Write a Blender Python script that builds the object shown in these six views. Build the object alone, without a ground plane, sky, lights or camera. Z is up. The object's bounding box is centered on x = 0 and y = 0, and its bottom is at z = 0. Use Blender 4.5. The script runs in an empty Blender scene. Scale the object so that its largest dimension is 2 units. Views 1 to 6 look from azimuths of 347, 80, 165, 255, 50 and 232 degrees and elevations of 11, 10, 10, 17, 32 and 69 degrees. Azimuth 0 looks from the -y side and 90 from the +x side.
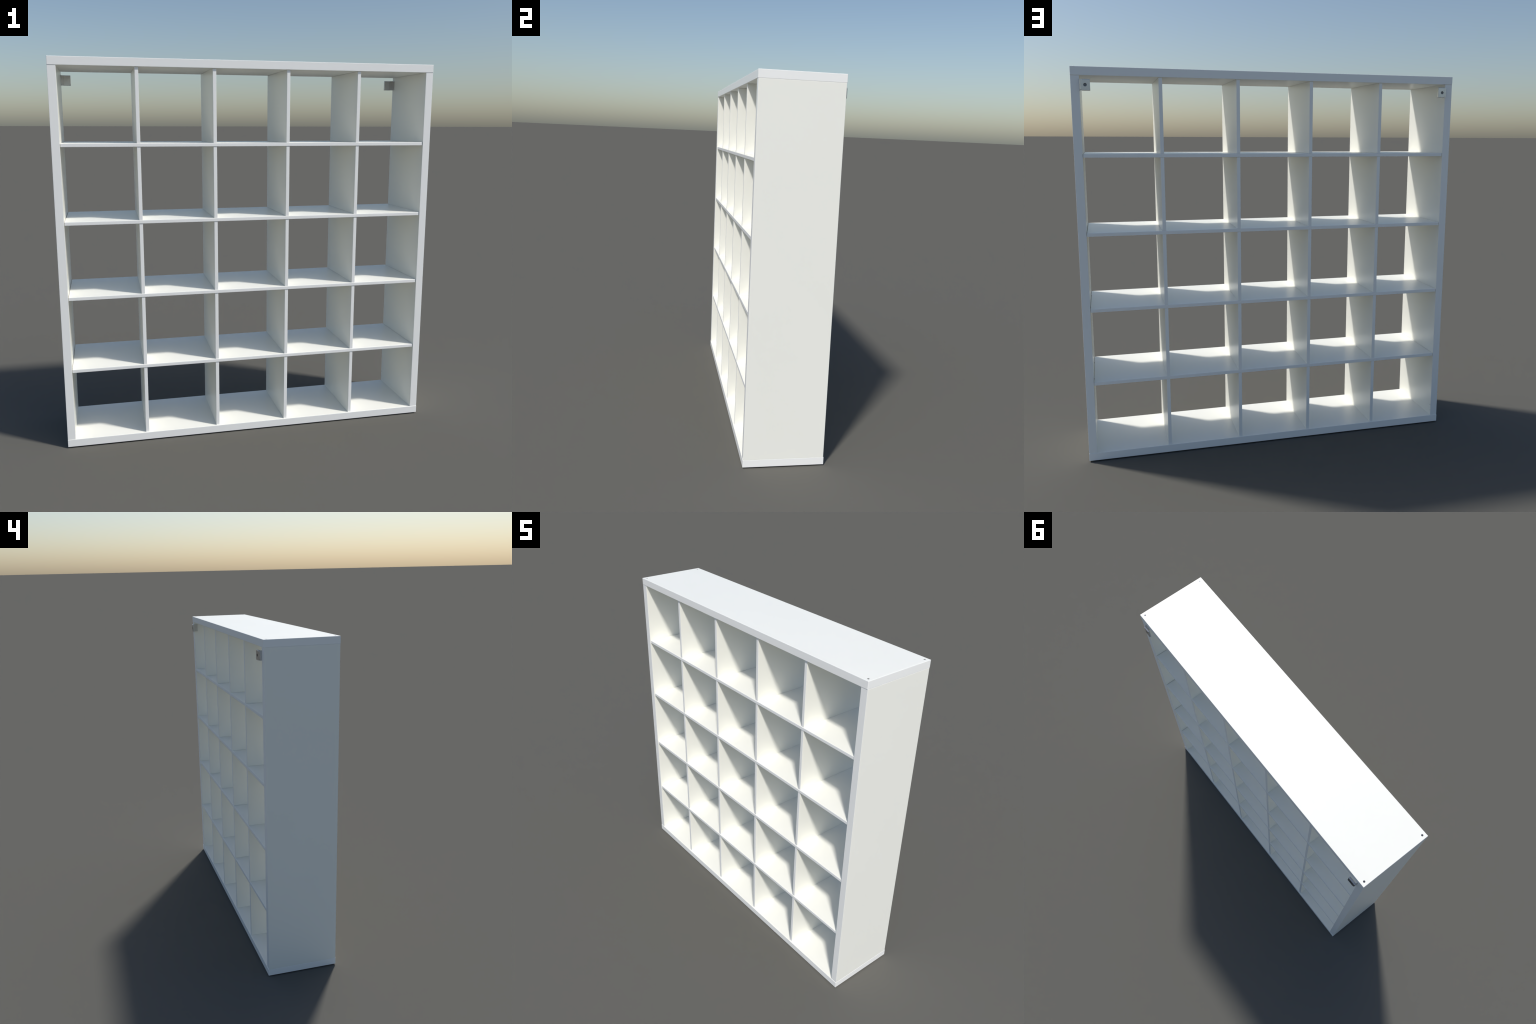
"""White cube-grid shelving unit, 5 x 5 open compartments, with two steel wall
brackets at the back, recessed screws in the top and bottom panels, and small glides."""
import bpy, bmesh, math
from mathutils import Vector, Matrix

# ---------------------------------------------------------------- dimensions (m)
HALF_W = 0.9996            # top / bottom panel half width
Y_FRONT, Y_BACK = -0.2226, 0.2074
GLIDE_H = 0.0040           # feet lift the unit off the floor
TOP_Z = 2.0
TOP_T = 0.0411             # thick outer panels
BOTTOM_T = 0.0398
SIDE_T = 0.0405
SIDE_INSET_X = 0.0002      # side panels sit a hair inside the top / bottom panels
SIDE_INSET_FRONT = 0.0014
SIDE_INSET_BACK = 0.0024
BOARD_T = 0.0176           # thin shelves and dividers
SHELF_FRONT, SHELF_BACK = 0.0048, 0.0040      # set back from the top panel's edges
DIVIDER_FRONT, DIVIDER_BACK = 0.0072, 0.0056
SHELF_GAP = 0.0018         # shadow gap between shelf end and side panel
CELLS = 5

BOTTOM_TOP = GLIDE_H + BOTTOM_T
TOP_UNDER = TOP_Z - TOP_T
INNER_X = HALF_W - SIDE_INSET_X - SIDE_T
PITCH = 0.3866             # compartment spacing, both ways
GRID_Z = 1.0012            # height of the middle of the grid
DIVIDER_X = [PITCH * (i - CELLS / 2) - 0.0008 for i in range(1, CELLS)]
SHELF_Z = [GRID_Z + PITCH * (i - CELLS / 2) for i in range(1, CELLS)]

SCREW_INSET = 0.0217       # screw axis from the panel edges
SCREW_R = 0.0060

# ---------------------------------------------------------------- materials
def new_material(name):
    m = bpy.data.materials.new(name)
    m.use_nodes = True
    nt = m.node_tree
    nt.nodes.clear()
    out = nt.nodes.new("ShaderNodeOutputMaterial")
    bsdf = nt.nodes.new("ShaderNodeBsdfPrincipled")
    nt.links.new(bsdf.outputs[0], out.inputs[0])
    return m, nt, bsdf


def foil_material(name, low, high, rough, specular=0.5):
    """Painted foil: nearly even white with a very faint mottling."""
    m, nt, bsdf = new_material(name)
    N, L = nt.nodes.new, nt.links.new
    co = N("ShaderNodeTexCoord")
    big = N("ShaderNodeTexNoise")
    big.inputs["Scale"].default_value = 3.0
    big.inputs["Detail"].default_value = 3.0
    L(co.outputs["Object"], big.inputs["Vector"])
    ramp = N("ShaderNodeValToRGB")
    ramp.color_ramp.elements[0].position = 0.3
    ramp.color_ramp.elements[0].color = (*low, 1)
    ramp.color_ramp.elements[1].position = 0.7
    ramp.color_ramp.elements[1].color = (*high, 1)
    L(big.outputs["Fac"], ramp.inputs[0])
    L(ramp.outputs[0], bsdf.inputs["Base Color"])
    bsdf.inputs["Roughness"].default_value = rough
    bsdf.inputs["Specular IOR Level"].default_value = specular
    return m


def metal_material(name, low, high, rough, metallic):
    m, nt, bsdf = new_material(name)
    N, L = nt.nodes.new, nt.links.new
    co = N("ShaderNodeTexCoord")
    noise = N("ShaderNodeTexNoise")
    noise.inputs["Scale"].default_value = 120.0
    noise.inputs["Detail"].default_value = 3.0
    L(co.outputs["Object"], noise.inputs["Vector"])
    ramp = N("ShaderNodeValToRGB")
    ramp.color_ramp.elements[0].color = (*low, 1)
    ramp.color_ramp.elements[1].color = (*high, 1)
    L(noise.outputs["Fac"], ramp.inputs[0])
    L(ramp.outputs[0], bsdf.inputs["Base Color"])
    bsdf.inputs["Roughness"].default_value = rough
    bsdf.inputs["Metallic"].default_value = metallic
    return m


ROUGH = 0.32
WHITE_FACE = foil_material("warm_white_foil", (0.972, 0.968, 0.894), (0.982, 0.978, 0.904), ROUGH)
WHITE_EDGE = foil_material("white_edge_band", (0.978, 0.982, 0.960), (0.986, 0.990, 0.968), ROUGH)
STEEL = metal_material("zinc_steel", (0.56, 0.56, 0.57), (0.62, 0.62, 0.63), 0.24, 1.0)
DARK_STEEL = metal_material("screw_steel", (0.09, 0.10, 0.12), (0.12, 0.13, 0.15), 0.38, 1.0)
PAINTED_HOLE_SHADOW = foil_material("painted_hole_shadow", (0.24, 0.25, 0.26), (0.29, 0.30, 0.31), 0.6)
PLASTIC = foil_material("glide_plastic", (0.70, 0.70, 0.70), (0.74, 0.74, 0.74), 0.55)
WOOD = foil_material("beech_dowel", (0.55, 0.40, 0.25), (0.62, 0.46, 0.30), 0.6)

# ---------------------------------------------------------------- helpers
def link(name, mesh, parent, material):
    ob = bpy.data.objects.new(name, mesh)
    bpy.context.scene.collection.objects.link(ob)
    if parent is not None:
        ob.parent = parent
    if material is not None and not mesh.materials:
        mesh.materials.append(material)
    return ob


def finish(bm, name, smooth_angle=35):
    bmesh.ops.recalc_face_normals(bm, faces=bm.faces)
    for f in bm.faces:
        f.smooth = True
    for e in bm.edges:
        if len(e.link_faces) == 2 and e.calc_face_angle(0) > math.radians(smooth_angle):
            e.smooth = False
    me = bpy.data.meshes.new(name)
    bm.to_mesh(me)
    bm.free()
    return me


def board(name, size, bevel, segments=3):
    """A flat panel centred on its origin with rounded edges and flat-shaded faces."""
    bm = bmesh.new()
    bmesh.ops.create_cube(bm, size=1.0)
    bmesh.ops.scale(bm, vec=Vector(size), verts=bm.verts)
    bmesh.ops.bevel(bm, geom=bm.edges[:], offset=bevel, segments=segments,
                    profile=0.5, affect="EDGES")
    bmesh.ops.recalc_face_normals(bm, faces=bm.faces)
    # the two broad faces carry the warm foil, the narrow ones the whiter edge banding
    thin = min(range(3), key=lambda i: size[i])
    for f in bm.faces:
        f.material_index = 0 if abs(f.normal[thin]) > 0.95 else 1
    me = bpy.data.meshes.new(name)
    me.materials.append(WHITE_FACE)
    me.materials.append(WHITE_EDGE)
    bm.to_mesh(me)                 # flat shaded: the faces stay true planes
    bm.free()
    return me


def apply_modifiers(ob):
    dg = bpy.context.evaluated_depsgraph_get()
    new = bpy.data.meshes.new_from_object(ob.evaluated_get(dg))
    old = ob.data
    new.name = old.name
    ob.modifiers.clear()
    ob.data = new
    bpy.data.meshes.remove(old)


def tube(radius, depth, segments=32, bevel=0.0):
    bm = bmesh.new()
    bmesh.ops.create_cone(bm, cap_ends=True, segments=segments, radius1=radius,
                          radius2=radius, depth=depth)
    if bevel:
        rim = [e for e in bm.edges if any(len(f.verts) > 4 for f in e.link_faces)]
        bmesh.ops.bevel(bm, geom=rim, offset=bevel, segments=2, affect="EDGES")
    return bm


def cut(target, cutter_mesh, places):
    """Drill copies of cutter_mesh, at the given matrices, out of target."""
    bm = bmesh.new()
    for mat in places:
        part = bmesh.new()
        part.from_mesh(cutter_mesh)
        part.transform(mat)
        tmp = bpy.data.meshes.new("tmp")
        part.to_mesh(tmp)
        part.free()
        bm.from_mesh(tmp)
        bpy.data.meshes.remove(tmp)
    me = bpy.data.meshes.new("cutter")
    bm.to_mesh(me)
    bm.free()
    cutter = bpy.data.objects.new("cutter", me)
    bpy.context.scene.collection.objects.link(cutter)
    mod = target.modifiers.new("drill", "BOOLEAN")
    mod.operation = "DIFFERENCE"
    mod.solver = "EXACT"
    mod.object = cutter
    apply_modifiers(target)
    bpy.data.objects.remove(cutter)
    bpy.data.meshes.remove(me)


# ---------------------------------------------------------------- the shelving unit
unit = bpy.data.objects.new("shelving_unit", None)
unit.empty_display_size = 0.2
bpy.context.scene.collection.objects.link(unit)
unit["label"] = "large white open cube shelving unit with twenty-five square compartments"
unit["category"] = "bookcase"

DEPTH = Y_BACK - Y_FRONT
Y_MID = (Y_BACK + Y_FRONT) / 2

# --- top and bottom panels, each drilled for four recessed screws
drill_bm = tube(SCREW_R, 0.0110, 32)
drill = finish(drill_bm, "drill")
corners = [(sx * (HALF_W - SCREW_INSET), y) for sx in (-1, 1)
           for y in (Y_FRONT + SCREW_INSET, Y_BACK - SCREW_INSET)]


def hex_screw_mesh():
    """Cylindrical screw head with a hexagon socket."""
    bm = tube(SCREW_R - 0.0003, 0.004, 32)
    top = max(bm.faces, key=lambda f: f.calc_center_median().z)
    ring = bmesh.ops.inset_region(bm, faces=[top], thickness=0.0006)
    bmesh.ops.translate(bm, vec=(0, 0, 0.0004), verts=top.verts)
    hexa = bmesh.ops.inset_region(bm, faces=[top], thickness=0.0018)
    for v in top.verts:                       # squeeze the inner ring to a hexagon
        a = math.atan2(v.co.y, v.co.x) % (math.pi / 3) - math.pi / 6
        r = 0.0026 / math.cos(a)
        d = Vector((v.co.x, v.co.y)).normalized() * r
        v.co.x, v.co.y = d.x, d.y
    low = bmesh.ops.extrude_discrete_faces(bm, faces=[top])["faces"]
    bmesh.ops.translate(bm, vec=(0, 0, -0.0026), verts=low[0].verts)
    return finish(bm, "screw", 30)


screw_mesh = hex_screw_mesh()
for name, z, thick, face in (("top_panel", TOP_Z - TOP_T / 2, TOP_T, 1),
                             ("bottom_panel", GLIDE_H + BOTTOM_T / 2, BOTTOM_T, -1)):
    panel = link(name, board(name, (2 * HALF_W, DEPTH, thick), 0.0017 if face > 0 else 0.0011), unit, None)
    cut(panel, drill, [Matrix.Translation((x, y - Y_MID, face * thick / 2)) for x, y in corners])
    panel.location = (0, Y_MID, z)
    for x, y in corners:
        s = link("screw", screw_mesh, panel, DARK_STEEL)
        s.location = (x, y - Y_MID, face * (thick / 2 - 0.0035))
        if face < 0:
            s.rotation_euler = (math.pi, 0, 0)
bpy.data.meshes.remove(drill)

# --- side panels, with the small pre-drilled bracket holes near the back edge
side_depth = DEPTH - SIDE_INSET_FRONT - SIDE_INSET_BACK
side_height = TOP_UNDER - BOTTOM_TOP - 0.0002
side_y = (Y_FRONT + SIDE_INSET_FRONT + Y_BACK - SIDE_INSET_BACK) / 2
side_z = (TOP_UNDER + BOTTOM_TOP) / 2
pilot_bm = tube(0.0026, 0.024, 16)
pilot = finish(pilot_bm, "pilot")
for sx in (-1, 1):
    side = link("side_panel", board("side_panel", (SIDE_T, side_depth, side_height), 0.0011), unit, None)
    turn = Matrix.Rotation(math.pi / 2, 4, "Y")
    spots = [Matrix.Translation((-sx * SIDE_T / 2, 0.1948 - side_y, z - side_z)) @ turn
             for z in (0.0719, 0.1072)]
    cut(side, pilot, spots)
    side.location = (sx * (INNER_X + SIDE_T / 2), side_y, side_z)
bpy.data.meshes.remove(pilot)

# --- four full-width shelves
shelf_mesh = None
shelf_len = 2 * (INNER_X - SHELF_GAP)
shelf_depth = DEPTH - SHELF_FRONT - SHELF_BACK
shelf_y = Y_MID + (SHELF_FRONT - SHELF_BACK) / 2
shelves = []
for z in SHELF_Z:
    if shelf_mesh is None:
        ob = link("shelf", board("shelf", (shelf_len, shelf_depth, BOARD_T), 0.0016), unit, None)
        shelf_mesh = ob.data
    else:
        ob = link("shelf", shelf_mesh, unit, None)
    ob.location = (0, shelf_y, z)
    shelves.append(ob)

# --- hidden dowels bridge the gap between each shelf and the side panels
dowel_bm = tube(0.004, 0.022, 16)
bmesh.ops.rotate(dowel_bm, cent=(0, 0, 0), matrix=Matrix.Rotation(math.pi / 2, 3, "Y"), verts=dowel_bm.verts)
dowel_mesh = finish(dowel_bm, "dowel")
for ob in shelves:
    for sx in (-1, 1):
        for y in (-0.13, 0.13):
            d = link("dowel", dowel_mesh, ob, WOOD)
            d.location = (sx * (INNER_X - SHELF_GAP), y, 0)

# --- upright dividers: one short board per compartment row
edges_z = [BOTTOM_TOP] + [z + s * BOARD_T / 2 for z in SHELF_Z for s in (-1, 1)] + [TOP_UNDER]
divider_meshes = {}            # end rows differ slightly in height from the middle ones
for row in range(CELLS):
    z0, z1 = edges_z[2 * row], edges_z[2 * row + 1]
    height = round(z1 - z0 - 0.0006, 5)
    for x in DIVIDER_X:
        if height not in divider_meshes:
            divider_meshes[height] = board("divider", (BOARD_T, DEPTH - DIVIDER_FRONT - DIVIDER_BACK, height), 0.0010)
        ob = link("divider", divider_meshes[height], unit, None)
        ob.location = (x, Y_MID + (DIVIDER_FRONT - DIVIDER_BACK) / 2, (z0 + z1) / 2)

# --- wall brackets: a pressed-steel pan behind the back edge, folded onto the side panel
BR_Z0, BR_Z1 = 1.8875, 1.9412
BR_FREE_X = 0.9095         # free end of the pan
BR_Y0, BR_Y1 = 0.2112, 0.2226
FLANGE_Y = 0.178
SHEET = 0.0024
BEND_R = 0.0085


def extrude_profile(points, z0, z1, bevel=0.0):
    bm = bmesh.new()
    face = bm.faces.new([bm.verts.new((x, y, z0)) for x, y in points])
    top = bmesh.ops.extrude_face_region(bm, geom=[face])
    bmesh.ops.translate(bm, vec=(0, 0, z1 - z0),
                        verts=[g for g in top["geom"] if isinstance(g, bmesh.types.BMVert)])
    bmesh.ops.recalc_face_normals(bm, faces=bm.faces)
    if bevel:
        sharp = [e for e in bm.edges if e.calc_face_angle(0) > math.radians(50)]
        bmesh.ops.bevel(bm, geom=sharp, offset=bevel, segments=3, profile=0.5, affect="EDGES")
    return bm


def bracket_meshes(sx):
    face_x = INNER_X - 0.0002                    # where the flange touches the panel
    bend_x = face_x - BEND_R
    pan = [(BR_FREE_X, BR_Y0), (bend_x - 0.0018, BR_Y0), (bend_x - 0.0018, BR_Y1), (BR_FREE_X, BR_Y1)]
    pan_bm = extrude_profile(pan, BR_Z0, BR_Z1, 0.0022)
    # rounded fold from the plate towards the side panel, relieved at both ends
    arc = []
    for i in range(11):
        a = math.pi / 2 * (1 - i / 10)
        arc.append((bend_x + BEND_R * math.cos(a), BR_Y1 - BEND_R + BEND_R * math.sin(a)))
    fold = [(bend_x - 0.003, BR_Y0 + 0.001), (bend_x - 0.003, BR_Y1 - 0.0003)] + arc + [(face_x, BR_Y0 + 0.001)]
    fold_bm = extrude_profile(fold, BR_Z0 + 0.0056, BR_Z1 - 0.0056)
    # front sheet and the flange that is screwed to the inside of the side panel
    lip = SHEET + 0.0002
    flange = [(face_x - lip, FLANGE_Y), (face_x - 0.0001, FLANGE_Y), (face_x - 0.0001, BR_Y0 + 0.0032),
              (bend_x - 0.004, BR_Y0 + 0.0032), (bend_x - 0.004, BR_Y0 + 0.0003), (face_x - lip, BR_Y0 + 0.0003)]
    flange_bm = extrude_profile(flange, BR_Z0 + 0.0001, BR_Z1 - 0.0001)
    out = []
    for bm, n in ((pan_bm, "bracket_plate"), (fold_bm, "bracket_fold"), (flange_bm, "bracket_flange")):
        if sx < 0:
            bmesh.ops.scale(bm, vec=(-1, 1, 1), verts=bm.verts)
        out.append(finish(bm, n, 30 if n == "bracket_fold" else 5))
    return out


for sx in (-1, 1):
    bracket = bpy.data.objects.new("wall_bracket", None)
    bracket.empty_display_size = 0.03
    bpy.context.scene.collection.objects.link(bracket)
    bracket.parent = unit
    parts = []
    for me in bracket_meshes(sx):
        parts.append(link(me.name, me, bracket, STEEL))
    # the plate is a hollow pressing: cavity first, then the screw hole through its back sheet
    mid_z = 0.5 * (BR_Z0 + BR_Z1)
    cavity_bm = bmesh.new()
    bmesh.ops.create_cube(cavity_bm, size=1.0)
    bmesh.ops.scale(cavity_bm, vec=(0.034, BR_Y1 - BR_Y0 - 0.0036, 0.046), verts=cavity_bm.verts)
    cavity = finish(cavity_bm, "cavity")
    cut(parts[0], cavity, [Matrix.Translation((sx * 0.9300, 0.5 * (BR_Y0 + BR_Y1) - 0.0002, mid_z))])
    hole_bm = tube(0.0080, 0.010, 40)
    hole = finish(hole_bm, "hole")
    cut(parts[0], hole, [Matrix.Translation((sx * 0.9325, BR_Y1, mid_z)) @ Matrix.Rotation(math.pi / 2, 4, "X")])
    bpy.data.meshes.remove(cavity)
    bpy.data.meshes.remove(hole)
    parts[0].data.shade_flat()
    # dark plug in the hole, an object modelling its inner shadow
    hole_shadow_bm = tube(0.0098, 0.003, 32)
    bmesh.ops.rotate(hole_shadow_bm, cent=(0, 0, 0), matrix=Matrix.Rotation(math.pi / 2, 3, "X"), verts=hole_shadow_bm.verts)
    hole_shadow_disc = link("hole_shadow_disc", finish(hole_shadow_bm, "hole_shadow_disc"), bracket, PAINTED_HOLE_SHADOW)
    hole_shadow_disc.location = (sx * 0.9325, BR_Y1 - 0.0060, mid_z)

# --- glides under the bottom panel
glide_mesh = finish(tube(0.011, GLIDE_H + 0.0004, 24, 0.0008), "glide")
for x in (-0.955, -0.3, 0.3, 0.955):
    for y in (Y_FRONT + 0.05, Y_BACK - 0.05):
        g = link("glide", glide_mesh, unit, PLASTIC)
        g.location = (x, y, (GLIDE_H + 0.0004) / 2)
